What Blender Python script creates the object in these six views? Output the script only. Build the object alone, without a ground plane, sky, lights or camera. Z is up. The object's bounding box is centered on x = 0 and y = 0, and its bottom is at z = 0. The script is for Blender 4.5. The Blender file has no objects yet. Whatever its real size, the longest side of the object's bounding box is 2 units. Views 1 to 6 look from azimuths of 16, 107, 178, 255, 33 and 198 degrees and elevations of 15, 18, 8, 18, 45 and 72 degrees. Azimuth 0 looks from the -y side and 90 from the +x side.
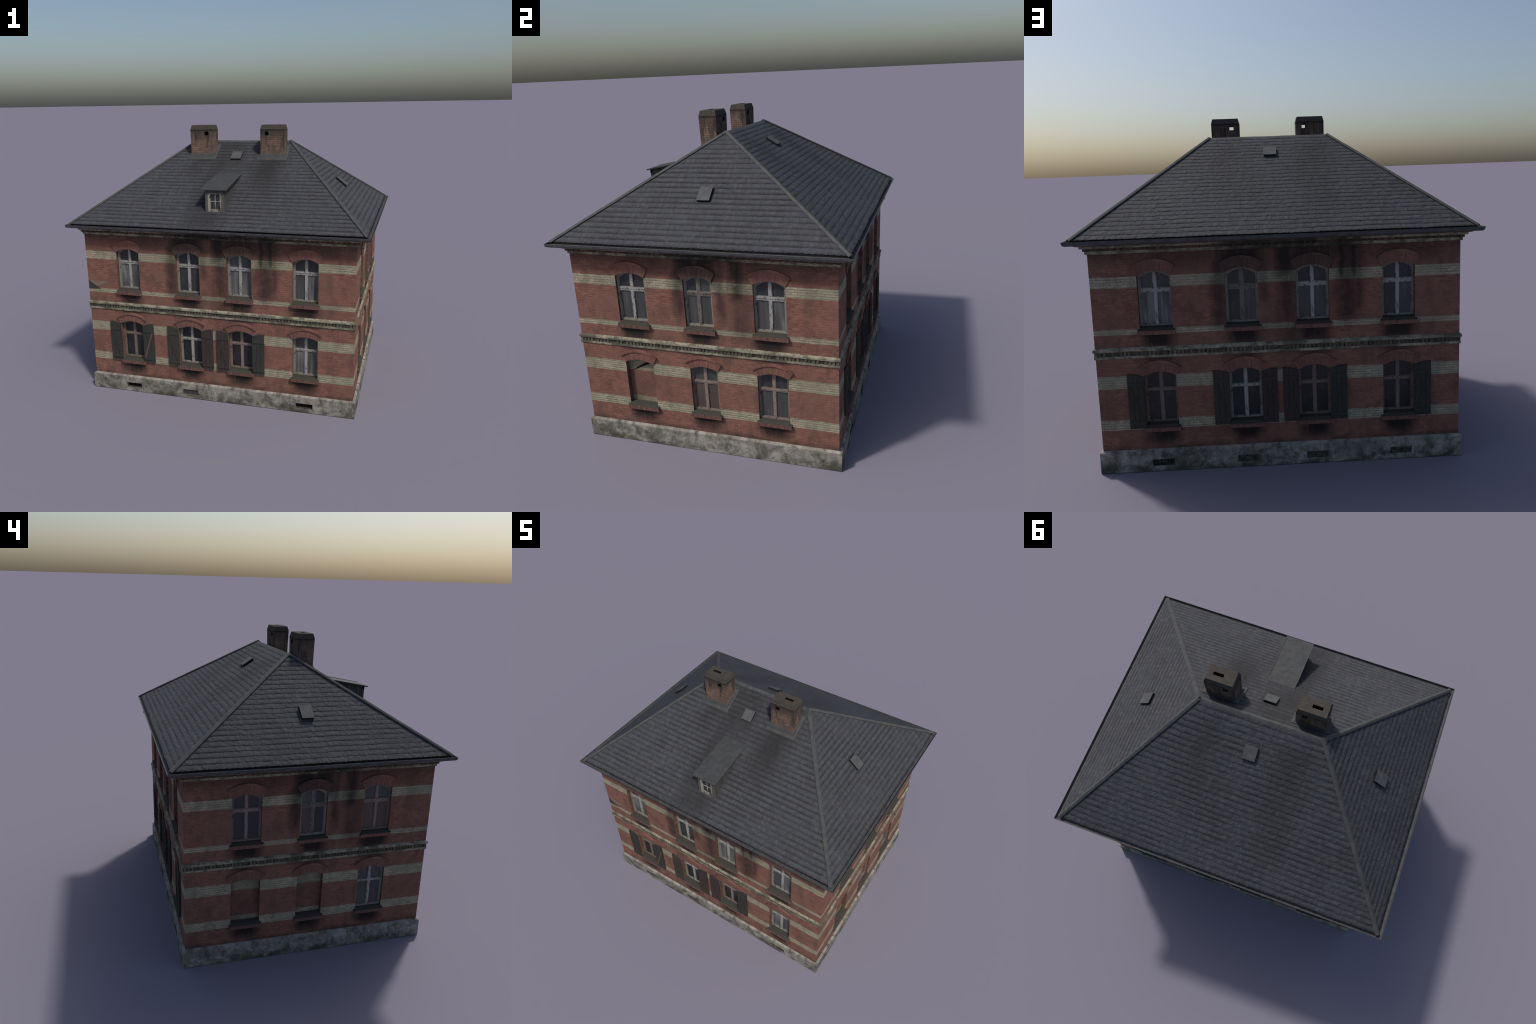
# A weathered two-storey brick house with a hipped slate roof, built part by part.
import bpy, bmesh, math, random
from mathutils import Vector, Matrix

random.seed(7)
rnd = random.Random(11)

# ------------------------------------------------------------------ dimensions
HX, HY = 0.9070, 0.7250            # half sizes of the brick walls
Z_WALL0, Z_WALL1 = 0.1130, 1.1180  # bottom and top of brickwork
RX, RY, Z_EAVE = 0.9700, 0.7895, 1.1935   # roof edge
RIDGE, Z_RIDGE = 0.350, 1.6870     # half ridge length, ridge height
LONG_C = (-0.600, -0.1755, 0.1735, 0.600)
SHORT_C = (-0.3820, 0.0, 0.3830)
W_LONG, W_SHORT, W_MID = 0.0812, 0.0842, 0.0785   # half widths of openings
UP = dict(z0=0.742, spring=1.0025, apex=1.0265)
LO = dict(z0=0.240, spring=0.4985, apex=0.5195)
RECESS, RECESS_SHORT = 0.029, 0.017
BANDS = ((0.2200, 0.2735), (0.4360, 0.5010), (0.7120, 0.7400), (0.9460, 1.0030))
COURSE = 0.01335
PITCH, TW = 0.0353, 0.0300         # slate courses and slate width
ROWS_LONG = int(math.hypot(RY, Z_RIDGE - Z_EAVE) / PITCH) + 1
ROWS_SHORT = int(math.hypot(RX - RIDGE, Z_RIDGE - Z_EAVE) / PITCH) + 1

# ------------------------------------------------------------------ node helper
class NT:
    def __init__(self, name):
        self.mat = bpy.data.materials.new(name)
        self.mat.use_nodes = True
        self.t = self.mat.node_tree
        self.bsdf = self.t.nodes["Principled BSDF"]
        self.tc = self.t.nodes.new("ShaderNodeTexCoord")
        self.obj = self.tc.outputs["Object"]

    def put(self, sock, v):
        if isinstance(v, bpy.types.NodeSocket):
            self.t.links.new(v, sock)
        elif v is not None:
            if isinstance(v, (tuple, list)) and len(v) == 3 and len(sock.default_value) == 4:
                v = (*v, 1.0)
            sock.default_value = v

    def math(self, op, a, b=None, c=None, clamp=False):
        n = self.t.nodes.new("ShaderNodeMath")
        n.operation, n.use_clamp = op, clamp
        self.put(n.inputs[0], a)
        self.put(n.inputs[1], b)
        self.put(n.inputs[2], c)
        return n.outputs[0]

    def add(self, a, b): return self.math("ADD", a, b)
    def sub(self, a, b): return self.math("SUBTRACT", a, b)
    def mul(self, a, b): return self.math("MULTIPLY", a, b)
    def mx(self, a, b): return self.math("MAXIMUM", a, b)

    def xyz(self, v):
        n = self.t.nodes.new("ShaderNodeSeparateXYZ")
        self.put(n.inputs[0], v)
        return n.outputs

    def vec(self, x, y=0.0, z=0.0):
        n = self.t.nodes.new("ShaderNodeCombineXYZ")
        for s, v in zip(n.inputs, (x, y, z)):
            self.put(s, v)
        return n.outputs[0]

    def scaled(self, v, s, loc=(0, 0, 0)):
        n = self.t.nodes.new("ShaderNodeMapping")
        self.put(n.inputs["Vector"], v)
        n.inputs["Scale"].default_value = s
        n.inputs["Location"].default_value = loc
        return n.outputs[0]

    def noise(self, v, scale, detail=4.0, rough=0.55, dist=0.0):
        n = self.t.nodes.new("ShaderNodeTexNoise")
        self.put(n.inputs["Vector"], v)
        n.inputs["Scale"].default_value = scale
        n.inputs["Detail"].default_value = detail
        n.inputs["Roughness"].default_value = rough
        n.inputs["Distortion"].default_value = dist
        return n.outputs["Fac"]

    def step(self, v, lo, hi, a=0.0, b=1.0):
        n = self.t.nodes.new("ShaderNodeMapRange")
        n.interpolation_type = "SMOOTHSTEP"
        self.put(n.inputs[0], v)
        for i, x in zip((1, 2, 3, 4), (lo, hi, a, b)):
            self.put(n.inputs[i], x)
        return n.outputs[0]

    def mix(self, f, a, b, mode="MIX"):
        n = self.t.nodes.new("ShaderNodeMix")
        n.data_type, n.blend_type = "RGBA", mode
        self.put(n.inputs[0], f)
        self.put(n.inputs[6], a)
        self.put(n.inputs[7], b)
        return n.outputs[2]

    def ramp(self, f, stops):
        n = self.t.nodes.new("ShaderNodeValToRGB")
        self.put(n.inputs[0], f)
        e = n.color_ramp.elements
        while len(e) < len(stops):
            e.new(0.5)
        for el, (p, c) in zip(e, stops):
            el.position, el.color = p, (*c, 1.0)
        return n.outputs[0]

    def island(self):
        return self.t.nodes.new("ShaderNodeNewGeometry").outputs["Random Per Island"]

    def objrand(self):
        return self.t.nodes.new("ShaderNodeObjectInfo").outputs["Random"]

    def bump(self, h, strength=0.4, dist=0.002):
        n = self.t.nodes.new("ShaderNodeBump")
        n.inputs["Strength"].default_value = strength
        n.inputs["Distance"].default_value = dist
        self.put(n.inputs["Height"], h)
        self.put(self.bsdf.inputs["Normal"], n.outputs[0])

    def done(self, col, rough=0.9, spec=0.15, metal=0.0):
        self.put(self.bsdf.inputs["Base Color"], col)
        self.put(self.bsdf.inputs["Roughness"], rough)
        self.put(self.bsdf.inputs["Specular IOR Level"], spec)
        self.put(self.bsdf.inputs["Metallic"], metal)
        return self.mat

    def brick(self, v, c1, c2, mortar, w, h, m=0.0016, smooth=0.25):
        n = self.t.nodes.new("ShaderNodeTexBrick")
        n.offset = 0.5
        self.put(n.inputs["Vector"], v)
        self.put(n.inputs["Color1"], c1)
        self.put(n.inputs["Color2"], c2)
        self.put(n.inputs["Mortar"], mortar)
        n.inputs["Scale"].default_value = 1.0
        n.inputs["Mortar Size"].default_value = m
        n.inputs["Mortar Smooth"].default_value = smooth
        n.inputs["Bias"].default_value = 0.0
        n.inputs["Brick Width"].default_value = w
        n.inputs["Row Height"].default_value = h
        return n.outputs["Color"], n.outputs["Fac"]

    def eaves_soot(self, obj):
        """mask of the leaks in the eaves, the same on opposite sides of the house."""
        x, y, z = self.xyz(obj)
        s_long = self.mul(self.mul(x, -1.0), self.math("SIGN", y))
        s_short = self.mul(y, self.math("SIGN", x))
        on_long = self.step(self.math("ABSOLUTE", x), 0.912, 0.906)
        n = self.noise(obj, 22.0, 3.0, 0.6)
        a = self.mul(self.mx(self.bump_at(s_long, 0.02, 0.30, 0.14), self.bump_at(s_long, 0.35, 0.08, 0.05)), on_long)
        b = self.mul(self.bump_at(s_short, 0.06, 0.17, 0.12), self.sub(1.0, on_long))
        k = self.mul(self.mx(a, b), self.step(z, 1.0, 1.05))
        return self.mul(k, self.step(n, 0.30, 0.55, 0.45, 0.92))

    def bump_at(self, s, centre, half, soft):
        """1 inside |s-centre|<half, fading over soft."""
        d = self.math("ABSOLUTE", self.sub(s, centre))
        return self.step(d, half + soft, max(half - soft, 0.0))

# ------------------------------------------------------------------ colours
RED_A, RED_B = (0.280, 0.122, 0.087), (0.190, 0.083, 0.062)
RED_M = (0.225, 0.140, 0.112)
PALE_A, PALE_B = (0.450, 0.400, 0.290), (0.345, 0.308, 0.218)
PALE_M = (0.280, 0.252, 0.178)
SOOT = (0.024, 0.021, 0.020)

# stains: (s, half width, soft, z top, z bottom, strength) seen from outside
STAIN_LONG = [
    (0.040, 0.055, 0.065, 1.12, 0.95, 0.95), (0.052, 0.034, 0.055, 1.12, 0.70, 0.68),
    (0.318, 0.022, 0.022, 1.12, 0.92, 0.95), (0.380, 0.020, 0.020, 1.12, 0.93, 0.95),
    (0.345, 0.060, 0.065, 1.12, 0.72, 0.68), (0.402, 0.018, 0.025, 0.92, 0.77, 0.62),
    (-0.285, 0.030, 0.045, 1.12, 0.72, 0.68), (-0.175, 0.14, 0.10, 1.12, 0.98, 0.88),
    (0.170, 0.16, 0.10, 1.12, 1.00, 0.82), (0.345, 0.10, 0.09, 1.12, 0.98, 0.76), (-0.066, 0.022, 0.04, 1.12, 0.84, 0.55),
    (-0.40, 0.22, 0.18, 1.12, 1.03, 0.52), (0.62, 0.26, 0.18, 1.12, 1.02, 0.52), (0.10, 0.12, 0.08, 0.735, 0.58, 0.55),
]
STAIN_SHORT = [
    (-0.060, 0.075, 0.07, 1.12, 0.95, 0.95), (-0.105, 0.026, 0.04, 1.12, 0.78, 0.70),
    (0.215, 0.038, 0.05, 1.12, 0.88, 0.86), (0.235, 0.055, 0.07, 1.12, 0.68, 0.52),
    (0.045, 0.08, 0.07, 1.12, 0.96, 0.88), (0.125, 0.020, 0.03, 1.12, 0.76, 0.60),
    (-0.30, 0.20, 0.14, 1.12, 1.03, 0.52), (0.45, 0.22, 0.14, 1.12, 1.04, 0.46),
]


def brick_material(name, stains, centres, halfs, dim=0.0):
    m = NT(name)
    x, y, z = m.xyz(m.obj)
    u = m.add(x, y)
    wob = m.noise(m.obj, 9.0, 2.0)
    w = m.add(z, m.mul(m.sub(wob, 0.5), 0.004))
    v = m.vec(u, w, 0.0)
    fine = m.noise(m.obj, 260.0, 3.0, 0.7)
    mid = m.noise(m.obj, 28.0, 4.0, 0.65)
    big = m.noise(m.obj, 5.0, 3.0, 0.5)
    red, fr = m.brick(v, RED_A, RED_B, RED_M, 0.0330, COURSE, 0.0014)
    pale, fp = m.brick(v, PALE_A, PALE_B, PALE_M, 0.0330, COURSE, 0.0019, 0.4)
    # pale brick courses
    zj = m.add(z, m.mul(m.sub(m.noise(m.obj, 40.0, 2.0), 0.5), 0.006))
    band = None
    for lo, hi in BANDS:
        b = m.mul(m.step(zj, lo - 0.0015, lo + 0.0015), m.step(zj, hi + 0.0015, hi - 0.0015))
        band = b if band is None else m.mx(band, b)
    col = m.mix(band, red, pale)
    # open joints between the courses, uneven along the wall
    course = m.math("FRACT", m.math("DIVIDE", m.sub(w, 0.0025), COURSE))
    line = m.step(m.math("ABSOLUTE", m.sub(course, 0.5)), 0.30, 0.47)
    long_n = m.noise(m.scaled(m.vec(u, 0.0, w), (26.0, 1.0, 130.0)), 1.0, 3.0, 0.6)
    line = m.mul(line, m.step(long_n, 0.38, 0.60, 0.15, 1.0))
    wide = m.mul(m.step(m.math("ABSOLUTE", m.sub(course, 0.5)), 0.20, 0.42), m.step(long_n, 0.40, 0.62, 0.10, 0.9))
    line = m.mix(band, line, wide)
    col = m.mix(m.mul(line, m.mix(band, (0.42,) * 3, (0.80,) * 3)), col, m.mix(band, (0.105, 0.052, 0.042), (0.105, 0.100, 0.068)))
    # tone variation
    smear = m.noise(m.scaled(m.vec(u, 0.0, w), (38.0, 1.0, 150.0), (4, 0, 2)), 1.0, 3.0, 0.65)
    col = m.mix(m.step(smear, 0.53, 0.72, 0.0, 0.50), col, m.mix(band, (0.385, 0.215, 0.170), (0.54, 0.50, 0.38)))
    col = m.mix(m.step(smear, 0.47, 0.28, 0.0, 0.50), col, m.mix(band, (0.150, 0.062, 0.050), (0.22, 0.21, 0.15)))
    col = m.mix(m.step(mid, 0.38, 0.70, 0.0, 0.55), col, m.mix(1.0, col, (0.70, 0.68, 0.68), "MULTIPLY"))
    col = m.mix(m.step(fine, 0.54, 0.74, 0.0, 0.50), col, m.mix(band, (0.40, 0.25, 0.20), (0.52, 0.48, 0.37)))
    col = m.mix(m.step(fine, 0.46, 0.28, 0.0, 0.42), col, m.mix(band, (0.095, 0.042, 0.036), (0.13, 0.125, 0.085)))
    col = m.mix(m.step(big, 0.42, 0.62, 0.0, 0.55), col, m.mix(band, (0.190, 0.104, 0.080), (0.24, 0.235, 0.165)))
    grime = m.noise(m.scaled(m.obj, (1.0, 1.0, 0.6), (2, 5, 1)), 11.0, 5.0, 0.62)
    col = m.mix(m.step(grime, 0.45, 0.68, 0.0, 0.50), col, m.mix(band, (0.085, 0.056, 0.047), (0.120, 0.116, 0.084)))
    # soot: streaks from the eaves and below the sills
    streak = m.noise(m.scaled(m.vec(x, 0.0, z), (60.0, 1.0, 6.0)), 1.0, 3.0, 0.6)
    cloud = m.noise(m.obj, 14.0, 4.0, 0.6)
    grain = m.add(m.mul(streak, 0.6), m.mul(cloud, 0.6))
    sj = m.add(x, m.mul(m.sub(cloud, 0.5), 0.05))
    soot = None
    for s, hw, soft, zt, zb, k in stains:
        a = m.mul(m.bump_at(sj, s, hw, soft), m.step(z, zb - 0.06, zb + 0.07, 0.0, k))
        a = m.mul(a, m.step(grain, 0.30, 0.62, 0.62, 1.0))
        soot = a if soot is None else m.mx(soot, a)
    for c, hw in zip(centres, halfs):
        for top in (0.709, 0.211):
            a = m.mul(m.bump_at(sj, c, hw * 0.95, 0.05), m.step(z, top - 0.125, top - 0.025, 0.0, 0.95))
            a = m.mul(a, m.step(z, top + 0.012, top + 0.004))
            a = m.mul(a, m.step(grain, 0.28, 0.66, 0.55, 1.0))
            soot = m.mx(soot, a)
        # dark band above each lower hood
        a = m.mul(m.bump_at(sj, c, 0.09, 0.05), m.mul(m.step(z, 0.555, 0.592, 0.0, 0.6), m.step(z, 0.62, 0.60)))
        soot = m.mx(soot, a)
    # darkening just above the plinth and just below the cornice
    low = m.mul(m.step(z, 0.150, 0.113, 0.0, 0.55), m.step(cloud, 0.35, 0.65, 0.4, 1.0))
    soot = m.mx(soot, low)
    top = m.mul(m.step(z, 1.035, 1.118, 0.0, 0.55), m.step(grain, 0.35, 0.7, 0.45, 1.0))
    soot = m.math("MINIMUM", m.mul(m.mx(soot, top), 1.12), 0.97)
    col = m.mix(soot, col, m.mix(band, SOOT, (0.050, 0.050, 0.036)))
    if dim:
        d = m.mul(m.step(m.add(cloud, m.mul(big, 0.5)), 0.45, 0.95, 0.55, 1.0), dim)
        col = m.mix(d, col, (0.085, 0.055, 0.044))
    h = m.add(m.mul(m.mix(band, fr, fp), -1.0), m.mul(fine, 0.8))
    m.bump(h, 0.45, 0.0018)
    return m.done(col, 0.92, 0.12)


def loose_brick_material(name, a, b, joint_dark=0.5, soot_top=True):
    """for bricks that are built singly: a tone of its own for each brick."""
    m = NT(name)
    f = m.noise(m.obj, 180.0, 3.0, 0.65)
    c = m.mix(m.island(), a, b)
    c = m.mix(m.step(m.noise(m.obj, 22.0, 3.0), 0.40, 0.70, 0.0, joint_dark), c, (0.055, 0.040, 0.036))
    c = m.mix(m.step(f, 0.55, 0.8, 0.0, 0.35), c, (0.34, 0.22, 0.18))
    c = m.mix(m.mul(m.objrand(), 0.25), c, (0.09, 0.06, 0.052))
    m.bump(f, 0.4, 0.0015)
    return m.done(c, 0.92, 0.12)


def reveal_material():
    """the jambs and arch soffits: brick darker and browner than the wall face."""
    m = NT("dark_brown_reveal_brick")
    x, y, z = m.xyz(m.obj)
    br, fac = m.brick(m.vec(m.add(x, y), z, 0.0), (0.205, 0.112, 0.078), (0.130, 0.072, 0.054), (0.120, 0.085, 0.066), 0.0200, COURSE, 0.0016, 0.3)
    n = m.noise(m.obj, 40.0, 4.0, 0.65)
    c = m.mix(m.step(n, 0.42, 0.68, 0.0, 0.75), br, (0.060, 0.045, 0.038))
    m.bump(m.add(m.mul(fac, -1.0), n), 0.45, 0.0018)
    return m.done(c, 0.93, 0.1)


def patch_material():
    m = NT("grey_mortar_smear")
    n = m.noise(m.obj, 50.0, 4.0, 0.65)
    c = m.mix(m.step(n, 0.40, 0.62), (0.185, 0.168, 0.142), (0.235, 0.120, 0.090))
    return m.done(c, 0.95, 0.1)


def cement_material():
    m = NT("stained_cement")
    o = m.obj
    z = m.xyz(o)[2]
    a = m.noise(m.scaled(o, (1, 1, 1.4)), 9.0, 6.0, 0.62, 0.6)
    b = m.noise(m.scaled(o, (1, 1, 0.8), (3, 1, 2)), 22.0, 5.0, 0.6)
    g = m.noise(o, 150.0, 3.0, 0.6)
    c = m.ramp(a, [(0.30, (0.085, 0.080, 0.066)), (0.44, (0.165, 0.156, 0.130)), (0.56, (0.250, 0.236, 0.205)), (0.70, (0.37, 0.35, 0.315))])
    f = m.noise(m.scaled(o, (1, 1, 0.8), (1, 5, 2)), 48.0, 4.0, 0.6, 0.8)
    c = m.mix(m.step(b, 0.52, 0.66, 0.0, 0.75), c, (0.070, 0.066, 0.050))
    c = m.mix(m.step(b, 0.45, 0.32, 0.0, 0.55), c, (0.40, 0.38, 0.345))
    c = m.mix(m.step(f, 0.54, 0.68, 0.0, 0.55), c, (0.085, 0.080, 0.064))
    c = m.mix(m.step(f, 0.46, 0.34, 0.0, 0.40), c, (0.38, 0.36, 0.32))
    damp = m.mul(m.step(z, 0.070, 0.0), m.step(a, 0.60, 0.40, 0.10, 0.9))
    c = m.mix(damp, c, (0.062, 0.060, 0.046))
    c = m.mix(m.mul(m.step(z, 0.094, 0.106), m.step(b, 0.60, 0.42, 0.0, 0.28)), c, (0.34, 0.32, 0.28))
    c = m.mix(m.step(g, 0.5, 0.8, 0.0, 0.3), c, (0.30, 0.28, 0.245))
    m.bump(m.add(a, m.mul(g, 0.3)), 0.5, 0.004)
    return m.done(c, 0.95, 0.1)


def pale_stone_material():
    m = NT("pale_moulding_brick")
    x, y, z = m.xyz(m.obj)
    u = m.add(x, y)
    n = m.noise(m.obj, 45.0, 4.0, 0.65)
    b = m.noise(m.obj, 8.0, 3.0, 0.6)
    c = m.mix(n, (0.22, 0.205, 0.150), (0.42, 0.385, 0.285))
    joints, fac = m.brick(m.vec(u, 0.005, 0.0), (1, 1, 1), (0.86, 0.86, 0.86), (0.5, 0.5, 0.46), 0.026, 0.05, 0.0014, 0.5)
    c = m.mix(0.8, c, joints, "MULTIPLY")
    c = m.mix(m.step(b, 0.44, 0.62, 0.0, 0.80), c, (0.070, 0.068, 0.050))
    c = m.mix(m.step(n, 0.48, 0.30, 0.0, 0.6), c, (0.10, 0.10, 0.075))
    big = m.noise(m.scaled(m.obj, (1, 1, 3), (3, 8, 1)), 24.0, 4.0, 0.65)
    c = m.mix(m.step(big, 0.48, 0.62, 0.0, 0.8), c, (0.095, 0.089, 0.064))
    c = m.mix(m.eaves_soot(m.obj), c, (0.034, 0.032, 0.026))
    m.bump(n, 0.4, 0.002)
    return m.done(c, 0.93, 0.1)


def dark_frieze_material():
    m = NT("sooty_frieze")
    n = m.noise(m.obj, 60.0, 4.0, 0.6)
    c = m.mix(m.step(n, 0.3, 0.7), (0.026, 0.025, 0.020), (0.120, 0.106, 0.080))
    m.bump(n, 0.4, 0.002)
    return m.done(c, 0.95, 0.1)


def dentil_material(name, a, b):
    m = NT(name)
    n = m.noise(m.obj, 90.0, 3.0, 0.6)
    c = m.mix(m.island(), a, b)
    c = m.mix(m.step(n, 0.45, 0.7, 0.0, 0.55), c, (0.075, 0.062, 0.050))
    c = m.mix(m.step(m.noise(m.obj, 5.0, 3.0), 0.45, 0.65, 0.0, 0.65), c, (0.06, 0.052, 0.042))
    c = m.mix(m.eaves_soot(m.obj), c, (0.026, 0.023, 0.021))
    return m.done(c, 0.93, 0.1)


def slate_material(name, rows, dim=1.0):
    """rows: number of courses from eave to ridge, for the soft shadow painted along each lap."""
    m = NT(name)
    x, y, z = m.xyz(m.obj)
    r = m.island()
    n = m.noise(m.obj, 90.0, 4.0, 0.65)
    b = m.noise(m.obj, 3.2, 3.0, 0.55)
    hue = m.noise(m.scaled(m.obj, (1, 1, 1), (7, 3, 1)), 26.0, 2.0, 0.5)
    c = m.mix(r, (0.054, 0.056, 0.063), (0.065, 0.067, 0.074))
    c = m.mix(m.step(hue, 0.52, 0.70, 0.0, 0.55), c, (0.050, 0.064, 0.078))
    c = m.mix(m.step(hue, 0.46, 0.30, 0.0, 0.45), c, (0.062, 0.058, 0.060))
    c = m.mix(m.step(n, 0.50, 0.80, 0.0, 0.6), c, (0.115, 0.115, 0.118))
    c = m.mix(m.step(n, 0.48, 0.25, 0.0, 0.6), c, (0.030, 0.031, 0.033))
    c = m.mix(m.step(b, 0.48, 0.72, 0.0, 0.40), c, (0.042, 0.043, 0.046))
    # soot washing down from the chimneys and the dormer, on the front slope
    front = m.step(y, 0.0, -0.05)
    back = m.step(y, 0.05, 0.12)
    wash = None
    for s, hw, y0, y1, k, side in ((0.245, 0.10, -0.20, -0.62, 0.95, front), (-0.25, 0.08, -0.20, -0.45, 0.6, front),
                                   (-0.06, 0.12, -0.60, -1.0, 0.7, front), (-0.24, 0.10, 0.05, 0.80, 0.6, back),
                                   (0.26, 0.07, 0.05, 0.60, 0.6, back)):
        lo, hi = (y1, y0) if y1 < y0 else (y0, y1)
        a = m.mul(m.bump_at(x, s, hw, 0.07), side)
        fade = m.step(y, y1, y0 + (y1 - y0) * 0.15, 0.0, k)
        a = m.mul(m.mul(a, fade), m.step(m.noise(m.obj, 9.0, 3.0), 0.25, 0.6, 0.5, 1.0))
        wash = a if wash is None else m.mx(wash, a)
    # a few bright lichen flecks
    fl = m.noise(m.scaled(m.obj, (1, 1, 1), (2, 9, 4)), 55.0, 2.0, 0.5)
    c = m.mix(m.step(fl, 0.755, 0.80, 0.0, 0.5), c, (0.19, 0.18, 0.14))
    fr = m.math("FRACT", m.math("DIVIDE", m.sub(z, Z_EAVE), (Z_RIDGE - Z_EAVE) / rows))
    ln = m.noise(m.scaled(m.obj, (1, 1, 1), (5, 5, 1)), 20.0, 3.0, 0.6)
    wav = m.add(fr, m.mul(m.sub(m.noise(m.obj, 34.0, 2.0), 0.5), 0.22))
    lap = m.mx(m.step(wav, 0.52, 0.04), m.step(wav, 0.84, 1.0))
    zone = m.step(m.noise(m.scaled(m.obj, (1, 1, 1), (9, 2, 4)), 4.5, 2.0, 0.5), 0.36, 0.60, 0.45, 1.0)
    lap = m.mul(m.mul(lap, zone), m.step(ln, 0.30, 0.62, 0.35, 0.85))
    c = m.mix(lap, c, (0.031, 0.032, 0.036))
    lump = m.noise(m.scaled(m.obj, (1, 1, 1), (1, 6, 3)), 36.0, 2.0, 0.55)
    c = m.mix(m.mul(m.step(lump, 0.50, 0.68), m.sub(0.55, m.mul(lap, 0.5))), c, (0.082, 0.084, 0.091))
    c = m.mix(m.step(lump, 0.46, 0.32, 0.0, 0.35), c, (0.040, 0.041, 0.045))
    veins = m.noise(m.scaled(m.vec(m.add(x, m.mul(y, 0.0)) if rows == ROWS_LONG else y, 0.0, z), (70.0, 1.0, 5.0)), 1.0, 3.0, 0.6)
    c = m.mix(m.step(veins, 0.50, 0.72, 0.0, 0.45), c, (0.040, 0.041, 0.045))
    c = m.mix(m.step(veins, 0.46, 0.30, 0.0, 0.35), c, (0.092, 0.094, 0.100))
    c = m.mix(lap, c, (0.028, 0.028, 0.031))
    c = m.mix(wash, c, (0.028, 0.028, 0.029))
    if dim < 1.0:
        c = m.mix(1.0, c, (dim, dim, dim), "MULTIPLY")
    m.bump(m.add(m.mul(n, 0.6), m.mul(lump, 1.6)), 0.9, 0.004)
    return m.done(c, 0.78, 0.22)


def zinc_material(name, a, b, rough=0.7):
    m = NT(name)
    n = m.noise(m.obj, 30.0, 5.0, 0.6)
    g = m.noise(m.obj, 160.0, 3.0, 0.6)
    c = m.mix(m.step(n, 0.3, 0.7), a, b)
    c = m.mix(m.step(g, 0.5, 0.8, 0.0, 0.35), c, (0.125, 0.124, 0.118))
    m.bump(g, 0.25, 0.001)
    return m.done(c, rough, 0.25)


def paint_material(name, paint, bare, peel=0.52):
    m = NT(name)
    n = m.noise(m.scaled(m.obj, (1, 1, 0.45)), 75.0, 5.0, 0.7)
    b = m.noise(m.obj, 12.0, 3.0, 0.6)
    c = m.mix(m.step(m.add(n, m.mul(m.sub(b, 0.5), 0.35)), peel, peel + 0.10), paint, bare)
    c = m.mix(m.step(b, 0.45, 0.75, 0.0, 0.35), c, (0.09, 0.085, 0.075))
    m.bump(n, 0.5, 0.0015)
    return m.done(c, 0.75, 0.2)


def pane_material(name, dark, veil, amount, folds=1.0):
    """an old pane; a net curtain hangs behind it in uneven folds."""
    m = NT(name)
    x, y, z = m.xyz(m.obj)
    r = m.mul(m.objrand(), 9.0)
    f = m.noise(m.vec(m.add(m.mul(x, 95.0 * folds), r), r, m.mul(z, 3.0)), 1.0, 2.0, 0.5)
    g = m.noise(m.vec(m.add(m.mul(x, 13.0), r), r, m.mul(z, 4.0)), 1.0, 2.0, 0.5)
    k = m.mul(m.step(f, 0.30, 0.72, 0.25, 1.0), m.step(g, 0.36, 0.62, 0.25, 1.0))
    c = m.mix(m.mul(k, amount), dark, veil)
    dirt = m.noise(m.obj, 45.0, 4.0, 0.6)
    c = m.mix(m.step(dirt, 0.5, 0.8, 0.0, 0.25), c, (0.12, 0.115, 0.10))
    return m.done(c, 0.28, 0.35)


def shutter_material(name, a, b):
    m = NT(name)
    n = m.noise(m.scaled(m.obj, (1, 1, 0.12)), 150.0, 4.0, 0.65)
    p = m.noise(m.obj, 16.0, 3.0, 0.6)
    c = m.mix(m.step(n, 0.3, 0.7), a, b)
    c = m.mix(m.mul(m.island(), 0.45), c, b)
    c = m.mix(m.step(p, 0.50, 0.75, 0.0, 0.5), c, (0.032, 0.031, 0.029))
    c = m.mix(m.step(n, 0.66, 0.80, 0.0, 0.5), c, (0.15, 0.135, 0.115))
    m.bump(n, 0.6, 0.0015)
    return m.done(c, 0.85, 0.15)


def plank_material():
    m = NT("weathered_plank")
    n = m.noise(m.scaled(m.obj, (1, 1, 0.10)), 130.0, 4.0, 0.7)
    c = m.mix(m.mul(m.island(), 0.7), (0.060, 0.060, 0.056), (0.145, 0.143, 0.130))
    c = m.mix(m.step(n, 0.40, 0.72, 0.0, 0.8), c, (0.030, 0.030, 0.029))
    m.bump(n, 0.6, 0.0015)
    return m.done(c, 0.9, 0.1)


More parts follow.
